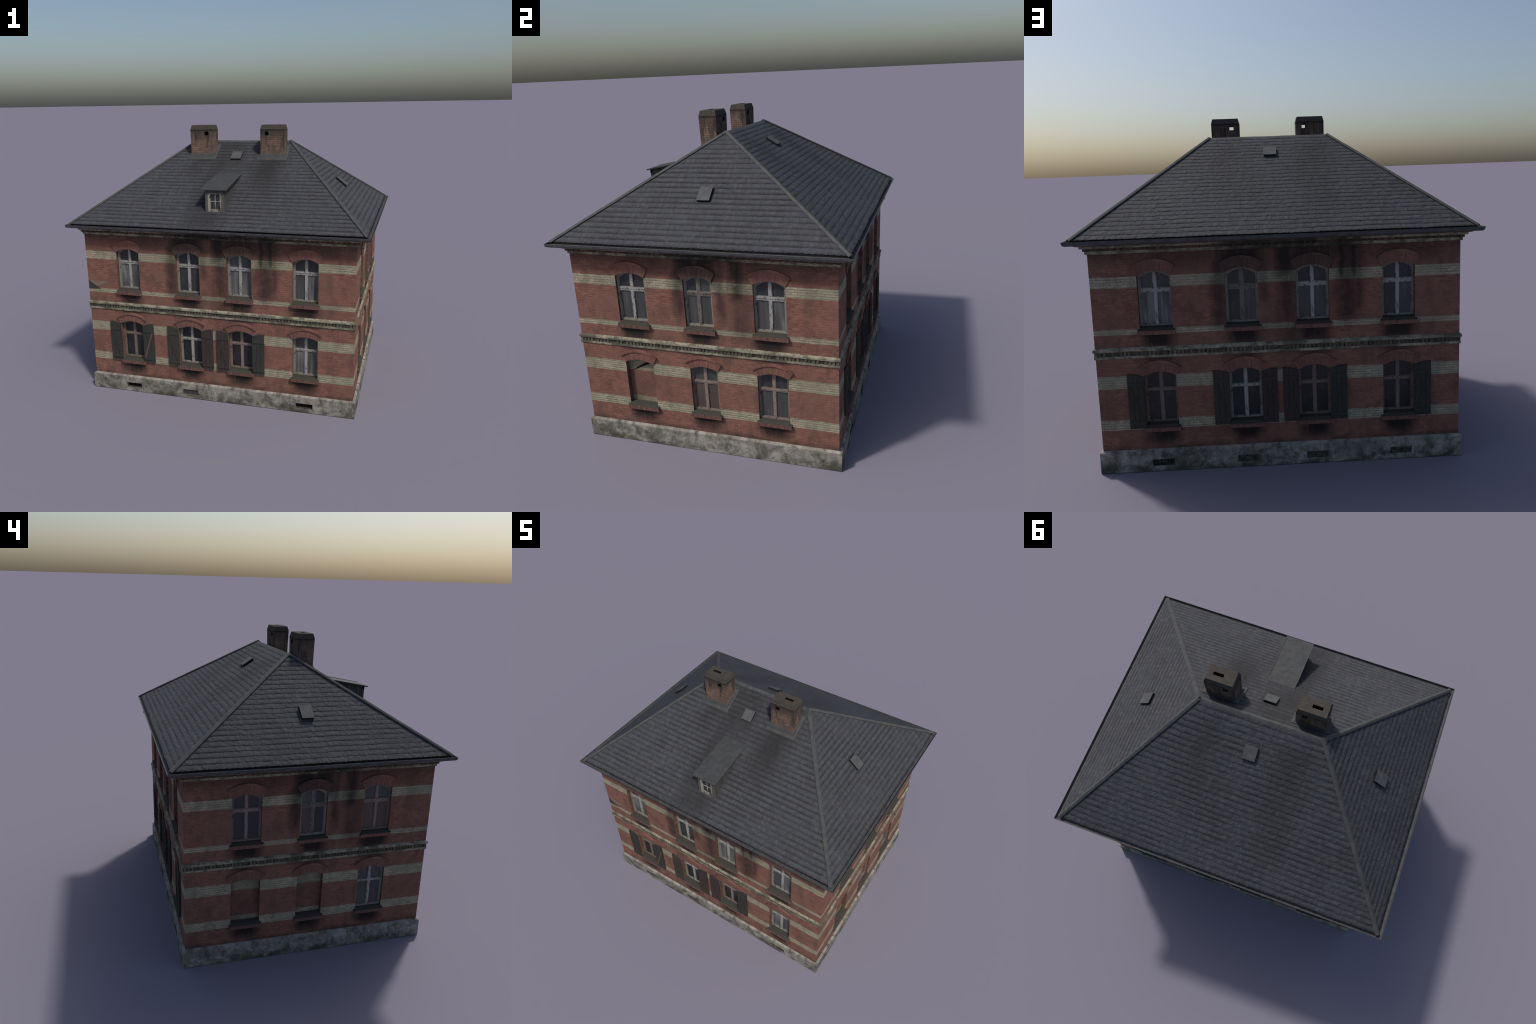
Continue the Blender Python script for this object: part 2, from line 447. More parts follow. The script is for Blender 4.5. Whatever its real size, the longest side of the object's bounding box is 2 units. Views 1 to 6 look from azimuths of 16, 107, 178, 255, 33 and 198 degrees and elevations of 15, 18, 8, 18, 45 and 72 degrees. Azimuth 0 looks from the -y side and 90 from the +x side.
def chimney_material():
    m = NT("sooty_chimney_brick")
    x, y, z = m.xyz(m.obj)
    v = m.vec(m.add(x, y), z, 0.0)
    br, fac = m.brick(v, (0.265, 0.165, 0.122), (0.180, 0.114, 0.088), (0.105, 0.078, 0.062), 0.030, 0.0130, 0.0019, 0.4)
    n = m.noise(m.obj, 16.0, 4.0, 0.6)
    g = m.noise(m.obj, 110.0, 3.0, 0.6)
    st = m.noise(m.scaled(m.obj, (34, 34, 5.0)), 1.0, 3.0, 0.6)
    c = m.mix(m.step(n, 0.40, 0.66, 0.0, 0.65), br, (0.105, 0.080, 0.066))
    c = m.mix(m.step(m.noise(m.obj, 30.0, 3.0), 0.55, 0.72, 0.0, 0.5), c, (0.30, 0.21, 0.16))
    edge = m.add(z, m.mul(m.sub(st, 0.5), 0.20))
    c = m.mix(m.step(edge, 1.655, 1.765, 0.0, 0.78), c, (0.048, 0.043, 0.037))
    c = m.mix(m.mul(m.step(st, 0.50, 0.62, 0.0, 0.75), m.step(z, 1.58, 1.70)), c, (0.045, 0.040, 0.036))
    c = m.mix(m.mul(m.step(z, 1.758, 1.766), m.step(z, 1.774, 1.768)), c, (0.030, 0.027, 0.024))
    c = m.mix(m.step(z, 1.768, 1.776, 0.0, 0.80), c, m.mix(m.noise(m.obj, 38.0, 4.0, 0.7), (0.028, 0.027, 0.024), (0.094, 0.085, 0.073)))
    c = m.mix(m.step(g, 0.55, 0.8, 0.0, 0.3), c, (0.30, 0.23, 0.18))
    m.bump(m.add(m.mul(fac, -1.0), g), 0.4, 0.0018)
    return m.done(c, 0.93, 0.1)


def plain_material(name, col, rough=0.9):
    m = NT(name)
    n = m.noise(m.obj, 60.0, 4.0, 0.6)
    dark = tuple(v * 0.6 for v in col)
    return m.done(m.mix(n, dark, tuple(v * 1.3 for v in col)), rough, 0.1)


MAT = dict(
    wall_long=brick_material("banded_brick_long_side", STAIN_LONG, LONG_C, (W_LONG,) * 4),
    wall_short=brick_material("banded_brick_short_side", STAIN_SHORT, SHORT_C, (W_SHORT, W_MID, W_SHORT)),
    blind=brick_material("blind_window_brick", STAIN_SHORT, SHORT_C, (W_SHORT, W_MID, W_SHORT), 0.26),
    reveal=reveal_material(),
    hood=loose_brick_material("hood_brick", (0.255, 0.122, 0.094), (0.190, 0.092, 0.073), 0.40),
    hood_soot=loose_brick_material("sooty_hood_brick", (0.120, 0.070, 0.056), (0.062, 0.042, 0.036), 0.6),
    sill=loose_brick_material("sill_brick", (0.245, 0.125, 0.100), (0.175, 0.092, 0.076), 0.40),
    cement=cement_material(),
    ledge=plain_material("sill_mortar", (0.056, 0.052, 0.044)),
    pale=pale_stone_material(),
    frieze=dark_frieze_material(),
    dent_red=dentil_material("dentil_brick", (0.165, 0.082, 0.064), (0.075, 0.045, 0.038)),
    dent_pale=dentil_material("dentil_pale", (0.165, 0.148, 0.106), (0.070, 0.063, 0.046)),
    soffit=plain_material("eaves_board", (0.120, 0.080, 0.066)),
    slate_long=slate_material("old_slate_long_slope", ROWS_LONG),
    slate_short=slate_material("old_slate_hip_slope", ROWS_SHORT),
    tail_long=slate_material("slate_tail_long_slope", ROWS_LONG, 0.97),
    tail_short=slate_material("slate_tail_hip_slope", ROWS_SHORT, 0.97),
    deck=plain_material("roof_felt", (0.022, 0.022, 0.024)),  # darkened to deepen the line of shade under the roof edge
    cap=zinc_material("ridge_zinc", (0.052, 0.055, 0.055), (0.080, 0.082, 0.079)),
    gutter=zinc_material("gutter_zinc", (0.052, 0.053, 0.060), (0.085, 0.085, 0.086), 0.55),
    fascia=plain_material("fascia_board", (0.018, 0.018, 0.018)),  # near-black colour carries the roof overhang's shadow behind the gutter
    vent_grey=plain_material("rusty_grille", (0.070, 0.070, 0.068)),
    dormer_lead=zinc_material("dormer_sheet", (0.044, 0.046, 0.048), (0.066, 0.068, 0.068)),
    lid=zinc_material("hatch_sheet", (0.066, 0.069, 0.070), (0.098, 0.100, 0.098)),
    flash=zinc_material("flashing_lead", (0.050, 0.052, 0.053), (0.072, 0.073, 0.071)),
    white=paint_material("peeling_white_paint", (0.325, 0.315, 0.295), (0.115, 0.106, 0.094), 0.51),
    dull=paint_material("grey_old_paint", (0.150, 0.132, 0.116), (0.080, 0.066, 0.056), 0.50),
    brown=paint_material("peeling_brown_paint", (0.165, 0.128, 0.108), (0.285, 0.235, 0.200), 0.55),
    pink=paint_material("faded_pink_paint", (0.230, 0.175, 0.158), (0.110, 0.084, 0.076), 0.54),
    rim_grey=paint_material("grimy_rim", (0.235, 0.222, 0.185), (0.095, 0.086, 0.070), 0.53),
    sash_grey=paint_material("grey_sash", (0.215, 0.212, 0.202), (0.060, 0.058, 0.055), 0.50),
    rim_brown=paint_material("brown_rim", (0.175, 0.130, 0.100), (0.070, 0.052, 0.042), 0.53),
    rim_pink=paint_material("rosy_rim", (0.190, 0.148, 0.125), (0.075, 0.058, 0.050), 0.52),
    cream=paint_material("cream_paint", (0.33, 0.31, 0.26), (0.085, 0.08, 0.07), 0.50),
    glass_dark=pane_material("dark_pane", (0.028, 0.030, 0.034), (0.060, 0.060, 0.062), 0.6),
    glass_black=pane_material("black_pane", (0.016, 0.018, 0.022), (0.034, 0.035, 0.037), 0.6),
    glass_net=pane_material("net_curtain_pane", (0.050, 0.050, 0.050), (0.250, 0.247, 0.236), 0.95),
    glass_grey=pane_material("dusty_pane", (0.048, 0.050, 0.052), (0.098, 0.100, 0.100), 0.8),
    glass_red=pane_material("rosy_pane", (0.075, 0.056, 0.052), (0.120, 0.078, 0.070), 0.9),
    green=shutter_material("green_grey_shutter", (0.030, 0.031, 0.028), (0.050, 0.051, 0.046)),
    umber=shutter_material("brown_grey_shutter", (0.036, 0.035, 0.029), (0.060, 0.056, 0.046)),
    plum=shutter_material("plum_shutter", (0.036, 0.027, 0.027), (0.062, 0.045, 0.043)),
    rust=shutter_material("rusty_brace", (0.130, 0.070, 0.050), (0.180, 0.105, 0.078)),
    plank=plank_material(),
    chimney=chimney_material(),
    patch=patch_material(),
    black=plain_material("soot_black", (0.012, 0.012, 0.012)),
)

# ------------------------------------------------------------------ mesh helpers
def mesh_from(bm, name, mats, smooth=False):
    me = bpy.data.meshes.new(name)
    bmesh.ops.recalc_face_normals(bm, faces=bm.faces)
    bm.to_mesh(me)
    bm.free()
    for k in mats if isinstance(mats, (list, tuple)) else (mats,):
        me.materials.append(MAT[k])
    if smooth:
        for p in me.polygons:
            p.use_smooth = True
    return me


def obj_from(me, name, parent=None, mtx=None):
    o = bpy.data.objects.new(name, me)
    bpy.context.scene.collection.objects.link(o)
    if parent is not None:
        o.parent = parent
    if mtx is not None:
        o.matrix_local = mtx
    return o


def box(bm, x0, x1, y0, y1, z0, z1, mat=0):
    v = [bm.verts.new((x, y, z)) for x in (x0, x1) for y in (y0, y1) for z in (z0, z1)]
    for q in ((0, 1, 3, 2), (4, 6, 7, 5), (0, 4, 5, 1), (2, 3, 7, 6), (0, 2, 6, 4), (1, 5, 7, 3)):
        f = bm.faces.new([v[i] for i in q])
        f.material_index = mat
    return v


def prism(bm, pts, y0, y1, mat=0):
    """a polygon in x,z pushed from y0 to y1."""
    a = [bm.verts.new((x, y0, z)) for x, z in pts]
    b = [bm.verts.new((x, y1, z)) for x, z in pts]
    fs = [bm.faces.new(a), bm.faces.new(b[::-1])]
    n = len(pts)
    for i in range(n):
        fs.append(bm.faces.new((a[i], b[i], b[(i + 1) % n], a[(i + 1) % n])))
    for f in fs:
        f.material_index = mat


def ring(bm, outer, inner, y0, y1):
    """a closed frame between two outlines with the same number of points."""
    n = len(outer)
    lay = []
    for pts, y in ((outer, y0), (inner, y0), (inner, y1), (outer, y1)):
        lay.append([bm.verts.new((x, y, z)) for x, z in pts])
    for k in range(4):
        a, b = lay[k], lay[(k + 1) % 4]
        for i in range(n):
            j = (i + 1) % n
            bm.faces.new((a[i], a[j], b[j], b[i]))


def sweep(bm, profile, hx, hy, mat=0):
    """a closed profile (offset, z) carried round a rectangle."""
    loops = []
    for sx, sy in ((-1, -1), (1, -1), (1, 1), (-1, 1)):
        loops.append([bm.verts.new((sx * (hx + o), sy * (hy + o), z)) for o, z in profile])
    n = len(profile)
    for c in range(4):
        a, b = loops[c], loops[(c + 1) % 4]
        for i in range(n):
            j = (i + 1) % n
            bm.faces.new((a[i], b[i], b[j], a[j])).material_index = mat


def arc_z(x, half, spring, apex):
    s = apex - spring
    r = (half * half + s * s) / (2 * s)
    return math.sqrt(max(r * r - x * x, 0.0)) + apex - r


def arch_outline(half, z0, spring, apex, n=10):
    pts = [(-half, z0), (half, z0)]
    for i in range(n + 1):
        x = half - 2 * half * i / n
        pts.append((x, arc_z(x, half, spring, apex)))
    return pts


def bevel(o, width, seg=1):
    b = o.modifiers.new("soft_edge", "BEVEL")
    b.width, b.segments, b.limit_method = width, seg, "ANGLE"
    b.angle_limit = math.radians(40)


# ------------------------------------------------------------------ root
house = bpy.data.objects.new("brick_house", None)
bpy.context.scene.collection.objects.link(house)
house["label"] = "weathered two-storey red brick house with hipped slate roof"
house["category"] = "old house"

SIDES = [  # rotation, centres, half widths, wall half length, distance, kind
    (0.0, "long"), (math.pi, "long"), (math.pi / 2, "short"), (-math.pi / 2, "short"),
]
GEO = dict(
    long=dict(c=LONG_C, hw=(W_LONG,) * 4, L=HX, d=HY, mat="wall_long", rec=0.045),
    short=dict(c=SHORT_C, hw=(W_SHORT, W_MID, W_SHORT), L=HY, d=HX, mat="wall_short", rec=0.045),
)

# ------------------------------------------------------------------ walls
def wall_mesh(kind):
    g = GEO[kind]
    bm = bmesh.new()
    y = -g["d"]
    cache = {}

    def V(x, z, yy=y):
        k = (round(x, 5), round(yy, 5), round(z, 5))
        if k not in cache:
            cache[k] = bm.verts.new((x, yy, z))
        return cache[k]

    def quad(p, slot=0):
        vs = []
        for q in p:
            if q not in vs:
                vs.append(q)
        if len(vs) > 2:
            bm.faces.new(vs).material_index = slot

    levels = [Z_WALL0, LO["z0"], LO["spring"], UP["z0"], UP["spring"], Z_WALL1]
    xs = [-g["L"]]
    for c, h in zip(g["c"], g["hw"]):
        xs += [c - h, c + h]
    xs.append(g["L"])
    N = 10
    for i in range(len(xs) - 1):
        x0, x1 = xs[i], xs[i + 1]
        if i % 2 == 0:
            for a, b in zip(levels, levels[1:]):
                quad((V(x0, a), V(x1, a), V(x1, b), V(x0, b)))
            continue
        c, h = (x0 + x1) / 2, (x1 - x0) / 2
        zl = [x0 + (x1 - x0) * k / N for k in range(N + 1)]
        for k in range(N):
            p, q = zl[k], zl[k + 1]
            quad((V(p, Z_WALL0), V(q, Z_WALL0), V(q, LO["z0"]), V(p, LO["z0"])))
            for low, nxt in ((LO, UP["z0"]), (UP, Z_WALL1)):
                zp, zq = (arc_z(t - c, h, low["spring"], low["apex"]) for t in (p, q))
                quad((V(p, zp), V(q, zq), V(q, nxt), V(p, nxt)))
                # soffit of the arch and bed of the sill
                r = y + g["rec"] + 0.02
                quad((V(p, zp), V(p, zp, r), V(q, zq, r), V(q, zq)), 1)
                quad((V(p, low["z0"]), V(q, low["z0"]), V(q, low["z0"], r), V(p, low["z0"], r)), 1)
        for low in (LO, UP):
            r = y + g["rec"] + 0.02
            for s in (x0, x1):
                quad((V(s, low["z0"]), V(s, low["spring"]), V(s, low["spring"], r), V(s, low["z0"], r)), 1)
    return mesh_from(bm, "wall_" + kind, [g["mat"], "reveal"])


WALL = {k: wall_mesh(k) for k in GEO}
SHIFT = Matrix.Translation((0, -0.0030, 0))   # the brick shell stands a touch forward of the roof
rotz = lambda a: SHIFT @ Matrix.Rotation(a, 4, "Z")
walls = {}
for a, k in SIDES:
    walls[a] = obj_from(WALL[k], "wall", house, rotz(a))

# ------------------------------------------------------------------ window furniture (shared meshes)
JUT = {True: -0.0062, False: -0.0048}


def recess_of(half, low=None):
    if half != W_LONG:
        return RECESS_SHORT
    return RECESS + (0.0035 if low is LO else 0.001)


def hood_mesh(half, low, lower):
    """segmental brick arch of single voussoirs under a thin projecting label."""
    bm = bmesh.new()
    sp, ap = low["spring"] - low["z0"], low["apex"] - low["z0"]
    oh = half + 0.0275
    osp, oap = sp + 0.047, ap + 0.0600
    if lower:
        osp, oap = sp + 0.040, ap + 0.0595
    n = 20
    lab = 0.010

    def inner(t): x = -half + 2 * half * t; return x, arc_z(x, half, sp, ap)
    def outer(t, e=0.0):
        x = (-oh + 2 * oh * t)
        return x, arc_z(x, oh, osp, oap) + e

    def lerp(p, q, f): return p[0] + (q[0] - p[0]) * f, p[1] + (q[1] - p[1]) * f
    for i in range(n):
        t0, t1 = (i + 0.03) / n, (i + 0.97) / n
        jut = JUT[lower] - rnd.random() * 0.0012
        f = 0.80
        prism(bm, [inner(t0), inner(t1), lerp(inner(t1), outer(t1), f), lerp(inner(t0), outer(t0), f)], jut, 0.012)
    # mortar body just behind the bricks
    K = 12
    body = [inner(i / K) for i in range(K + 1)] + [lerp(inner(i / K), outer(i / K), 0.84) for i in range(K, -1, -1)]
    prism(bm, body, JUT[lower] + 0.0012, 0.010, 1)
    # label course
    out = -0.0125 if lower else -0.0085
    for i in range(8):
        t0, t1 = i / 8 + 0.002, (i + 1) / 8 - 0.002
        prism(bm, [lerp(inner(t0), outer(t0), 0.80), lerp(inner(t1), outer(t1), 0.80), outer(t1), outer(t0)], out, 0.005)
    return mesh_from(bm, "hood", ["hood", "ledge"])


def sill_mesh(half):
    bm = bmesh.new()
    rec = recess_of(half) + 0.006
    w = half + 0.010
    n = max(8, round(2 * w / 0.0125))
    for i in range(n):
        x0, x1 = -w + 2 * w * (i + 0.025) / n, -w + 2 * w * (i + 0.975) / n
        j = rnd.random() * 0.0015
        v = box(bm, x0, x1, -0.0175 - j, 0.004, -0.0315, -0.0105 + rnd.random() * 0.001)
        for p in v:      # undercut towards the wall
            if p.co.y < 0 and p.co.z < -0.02:
                p.co.y += 0.0035
    v = box(bm, -w + 0.001, w - 0.001, -0.0168, 0.004, -0.0300, -0.0115, 1)
    for p in v:
        if p.co.y < 0 and p.co.z < -0.02:
            p.co.y += 0.0035
    # sloping mortar bed from the frame to the front edge
    h = half - 0.0005
    y1 = rec
    pts = [(-0.0172, -0.0104), (0.0, 0.0010), (y1, 0.0060), (y1, -0.006), (-0.0172, -0.0125)]
    for xa, xb, pp in ((-h, h, pts), (-w, w, [(-0.0174, -0.0107), (-0.0004, -0.0040), (-0.0004, -0.012), (-0.0174, -0.0128)])):
        a = [bm.verts.new((xa, y, z)) for y, z in pp]
        b = [bm.verts.new((xb, y, z)) for y, z in pp]
        fs = [bm.faces.new(a), bm.faces.new(b[::-1])]
        for i in range(len(pp)):
            j = (i + 1) % len(pp)
            fs.append(bm.faces.new((a[i], a[j], b[j], b[i])))
        for f in fs:
            f.material_index = 1
    return mesh_from(bm, "window_sill", ["sill", "ledge"])


FR = 0.0100          # frame thickness
T_LOW, T_HIGH = 0.168, 0.194   # transom, above the bottom of the opening


def window_meshes(half, low):
    """frame, transom, mullions, sash rims and four panes; the wall face is y = 0, inwards is +y."""
    R = recess_of(half, low)
    sp, ap = low["spring"] - low["z0"], low["apex"] - low["z0"]
    t0, t1 = (T_LOW, T_HIGH) if low is UP else (0.163, 0.184)
    o = arch_outline(half + 0.001, 0.002, sp + 0.001, ap + 0.001)
    i = arch_outline(half - FR, 0.012, sp - FR, ap - FR)
    frame = bmesh.new()
    ring(frame, o, i, R - 0.003, R + 0.014)
    transom = bmesh.new()
    box(transom, -half + FR - 0.001, half - FR + 0.001, R - 0.0004, R + 0.012, t0 + 0.006, t1)
    box(transom, -half + FR + 0.0015, half - FR - 0.0015, R - 0.0030, R + 0.001, t1 - 0.008, t1 - 0.001)
    mull = bmesh.new()   # one bar per storey of the window, slightly out of true
    for za, zb, w, y in ((0.0115, t0 + 0.0065, 0.0082, R - 0.0010), (t1 - 0.0005, ap - FR + 0.001, 0.0078, R + 0.0002)):
        lean_x = rnd.uniform(-0.0012, 0.0012)
        prism(mull, [(-w, za), (w, za), (w + lean_x, zb), (-w + lean_x, zb)], y, R + 0.011)
    lights, sash = [], bmesh.new()
    hw = half - FR
    for s in (-1, 1):
        xa, xb = sorted((s * 0.0075, s * hw))
        lights.append([(xa, 0.0120), (xb, 0.0120), (xb, t0 + 0.0065), (xa, t0 + 0.0065)])
        top = [(xb + (xa - xb) * j / 4, arc_z(xb + (xa - xb) * j / 4, hw, sp - FR, ap - FR)) for j in range(5)]
        lights.append([(xa, t1), (xb, t1)] + top)
    for pts in lights:
        cx = sum(p[0] for p in pts) / len(pts)
        cz = sum(p[1] for p in pts) / len(pts)
        inn = []
        for x, z in pts:
            e = 0.0034
            inn.append((x + (e if x < cx else -e) * (abs(x - cx) > 0.004), z + (e if z < cz else -e)))
        ring(sash, pts, inn, R + 0.002, R + 0.011)
    panes = []
    for pts in lights:
        b2 = bmesh.new()
        prism(b2, pts, R + 0.0055, R + 0.0085)
        panes.append(b2)
    return frame, transom, mull, sash, panes


def bricked_mesh(half, low, centre, depth):
    """masonry that closes a blind window, in facade coordinates so the bands run through."""
    bm = bmesh.new()
    pts = [(x + centre, z + low["z0"]) for x, z in arch_outline(half + 0.001, 0.0, low["spring"] - low["z0"] + 0.001, low["apex"] - low["z0"] + 0.001)]
    prism(bm, pts, -depth + 0.030, -depth + 0.055)
    return bm


def shutter_meshes():
    """one leaf: three planks, two ledges, one brace. x grows away from the window."""
    W, b0 = 0.0795, -0.0115
    bm = bmesh.new()
    cuts = [0.0, 0.0275, 0.0525, W]
    for a, b in zip(cuts, cuts[1:]):
        za = 0.2565 + 0.0135 * min(1.0, a / 0.05)
        zb = 0.2565 + 0.0135 * min(1.0, b / 0.05)
        j = rnd.random() * 0.0010
        prism(bm, [(a + 0.0006, b0 - j), (b - 0.0006, b0 - j), (b - 0.0006, zb), (a + 0.0006, za)], -0.0105 - j, -0.0020)
    leaf = mesh_from(bm, "shutter", "green")
    bm = bmesh.new()
    for z in (0.0085, 0.2100):
        box(bm, 0.0015, W - 0.0015, -0.0140, -0.0098, z, z + 0.0165)
    ledge = mesh_from(bm, "ledge", "green")
    bm = bmesh.new()
    prism(bm, [(0.006, 0.026), (0.0155, 0.026), (W - 0.006, 0.2095), (W - 0.0155, 0.2095)], -0.0135, -0.0098)
    brace = mesh_from(bm, "brace", "green")
    return leaf, ledge, brace


HOOD, SILL, WIN = {}, {}, {}
for half in (W_LONG, W_SHORT, W_MID):
    SILL[half] = sill_mesh(half)
    for low in (UP, LO):
        HOOD[half, low is UP] = hood_mesh(half, low, low is LO)


def recolour(me, mats):
    c = me.copy()
    c.materials.clear()
    for k in mats:
        c.materials.append(MAT[k])
    return c


RIM = dict(white="rim_grey", brown="rim_brown", pink="rim_pink", dull="rim_grey")
SASH = dict(white="sash_grey", brown="rim_brown", pink="rim_pink", dull="rim_grey")


def window_set(half, low, frame, glass):
    key = (half, low is UP, frame, tuple(glass))
    if key not in WIN:
        f, t, mu, s, panes = window_meshes(half, low)
        WIN[key] = (mesh_from(f, "window", RIM[frame]), mesh_from(t, "transom", frame), mesh_from(mu, "mullion", frame),
                    mesh_from(s, "sash", SASH[frame]), [mesh_from(p, "pane", g) for p, g in zip(panes, glass)])
    return WIN[key]


D, N_, G, R_, B_ = "glass_dark", "glass_net", "glass_grey", "glass_red", "glass_black"
# per side: upper row, lower row; panes: left low, left high, right low, right high
FRONT_UP = [("white", (N_, D, N_, D)), ("white", (D, D, D, D)), ("white", (N_, G, N_, G)), ("white", (G, D, N_, D))]
FRONT_LO = [("brown", (B_, B_, B_, B_)), ("white", (B_, B_, B_, B_)), ("pink", (B_, B_, B_, B_)), ("white", (N_, G, N_, G))]
BACK_UP = [("white", (N_, G, N_, G)), ("dull", (D, D, G, D)), ("white", (G, D, G, D)), ("white", (D, D, G, D))]
BACK_LO = [("brown", (B_, B_, B_, B_)), ("white", (B_, B_, B_, B_)), ("brown", (B_, B_, B_, B_)), ("brown", (B_, B_, B_, B_))]
EAST_UP = [("white", (G, D, G, D)), ("dull", (G, D, G, G)), ("white", (G, D, N_, D))]
EAST_LO = [None, ("pink", (R_, G, R_, G)), ("pink", (G, D, G, D))]
WEST_UP = [("pink", (D, D, D, D)), ("dull", (R_, G, D, D)), ("pink", (R_, G, R_, G))]
WEST_LO = [None, None, ("white", (G, G, G, G))]
PLAN = [(FRONT_UP, FRONT_LO), (BACK_UP, BACK_LO), (EAST_UP, EAST_LO), (WEST_UP, WEST_LO)]
# shutters on the lower long-side windows: (window, side, colour, brace colour)
SHUT = [
    [(0, -1, "green", "green"), (0, 1, "green", "rust"), (1, -1, "umber", "umber"), (1, 1, "plum", "plum"), (2, -1, "plum", "plum"), (2, 1, "green", "green")],
    [(0, -1, "umber", "umber"), (1, -1, "umber", "umber"), (1, 1, "plum", "plum"), (2, -1, "plum", "umber"), (2, 1, "green", "green"), (3, 1, "green", "green")],
    [], [],
]
SOOTY = {("long", 1), ("long", 2), ("short", 1)}   # arches under the leaking eaves
LEAF, LEDGE, BRACE = shutter_meshes()
leaf_c = {k: (recolour(LEAF, [k]), recolour(LEDGE, [k])) for k in ("green", "umber", "plum")}
brace_c = {k: recolour(BRACE, [k]) for k in ("green", "umber", "plum", "rust")}

for (ang, kind), (up, lo), shut in zip(SIDES, PLAN, SHUT):
    g = GEO[kind]
    M = rotz(ang)
    for row, low in ((up, UP), (lo, LO)):
        for i, (c, half) in enumerate(zip(g["c"], g["hw"])):
            at = M @ Matrix.Translation((c, -g["d"], low["z0"]))
            hood = HOOD[half, low is UP]
            if low is UP and (kind, i) in SOOTY:
                if (half, "soot") not in HOOD:
                    HOOD[half, "soot"] = recolour(hood, ["hood_soot", "ledge"])
                hood = HOOD[half, "soot"]
            obj_from(hood, "window_hood", house, at)
            obj_from(SILL[half], "window_sill", house, at)
            if row[i] is None:
                me = mesh_from(bricked_mesh(half, low, c, g["d"]), "blind_window", "blind")
                blind = obj_from(me, "blind_window", house, M)
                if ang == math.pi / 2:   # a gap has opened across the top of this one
                    b2 = bmesh.new()
                    prism(b2, [(c - 0.063, 0.4320), (c - 0.010, 0.4690), (c + 0.027, 0.4905), (c + 0.052, 0.4850)], -g["d"] + 0.0285, -g["d"] + 0.0310)
                    obj_from(mesh_from(b2, "gap", "black"), "gap", blind)
                continue
            f, t, mu, s, panes = window_set(half, low, *row[i])
            w = obj_from(f, "window", house, at)
            obj_from(t, "transom", w)
            obj_from(mu, "mullion", w)
            obj_from(s, "sash", w)
            for p in panes:
                obj_from(p, "pane", w)
    for i, side, colour, bc in shut:
        c = g["c"][i]
        at = M @ Matrix.Translation((c + side * W_LONG, -g["d"], LO["z0"])) @ Matrix.Scale(side, 4, (1, 0, 0))
        at = at @ Matrix.Rotation(math.radians(rnd.uniform(-0.6, 0.9)), 4, "Z")
        leaf, ledge = leaf_c[colour]
        sh = obj_from(leaf, "shutter", house, at)
        obj_from(ledge, "ledge", sh)
        obj_from(brace_c[bc], "brace", sh)

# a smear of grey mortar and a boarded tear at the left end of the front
bm = bmesh.new()
prism(bm, [(-0.9020, 0.7900), (-0.8700, 0.7930), (-0.8200, 0.7900), (-0.7700, 0.7885), (-0.7450, 0.7840), (-0.7800, 0.7770), (-0.8100, 0.7660), (-0.8300, 0.7560), (-0.8500, 0.7560)], -HY - 0.0007, -HY + 0.002)
patch = obj_from(mesh_from(bm, "mortar_patch", "patch"), "mortar_patch", house, SHIFT)
bm = bmesh.new()
prism(bm, [(-0.9060, 0.7310), (-0.8160, 0.7360), (-0.9060, 0.7920)], -HY - 0.0011, -HY + 0.002)
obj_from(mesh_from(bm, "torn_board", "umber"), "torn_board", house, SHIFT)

# ------------------------------------------------------------------ plinth with cellar vents
bm = bmesh.new()
sweep(bm, [(-0.004, 0.1155), (0.0145, 0.1050), (0.0150, 0.0), (-0.06, 0.0), (-0.06, 0.1155)], HX, HY)
plinth = obj_from(mesh_from(bm, "plinth", ["cement", "frieze"]), "plinth", house, SHIFT)
VENTS = [(0, c) for c in (-0.6075, -0.1865, 0.5990)] + [(1, c) for c in (-0.605, -0.175, 0.177, 0.605)]
bm = bmesh.new()
for side, c in VENTS:
    s = -1 if side == 0 else 1
    x = c if side == 0 else -c
    d = 0.030 if (side, c) in ((0, -0.6075), (0, 0.5990), (1, -0.605)) else 0.010
    ya, yb = sorted((s * (HY + 0.03), s * (HY + 0.015 - d)))
    box(bm, x - 0.0545, x + 0.0545, ya, yb, 0.0280, 0.0620)
cut = obj_from(mesh_from(bm, "vent_cutter", ["frieze"]), "vent_cutter")
mod = plinth.modifiers.new("vents", "BOOLEAN")
mod.operation, mod.object, mod.solver = "DIFFERENCE", cut, "EXACT"
dg = bpy.context.evaluated_depsgraph_get()
me = bpy.data.meshes.new_from_object(plinth.evaluated_get(dg))
plinth.modifiers.clear()
plinth.data = me
bpy.data.objects.remove(cut)
for side, c in VENTS:
    s = -1 if side == 0 else 1
    x = c if side == 0 else -c
    d = 0.0285 if (side, c) in ((0, -0.6075), (0, 0.5990), (1, -0.605)) else 0.0085
    bm = bmesh.new()
    y0 = s * (HY + 0.015 - d)
    ya, yb = sorted((y0, y0 - s * 0.001))
    box(bm, x - 0.0535, x + 0.0535, ya, yb, 0.0285, 0.0615)
    for k in (-0.018, 0.018):
        ya, yb = sorted((y0 + s * 0.0005, y0 + s * 0.004))
        box(bm, x + k - 0.002, x + k + 0.002, ya, yb, 0.0285, 0.0615)
    obj_from(mesh_from(bm, "cellar_vent", "fascia" if d > 0.02 else "vent_grey"), "cellar_vent", house, SHIFT)

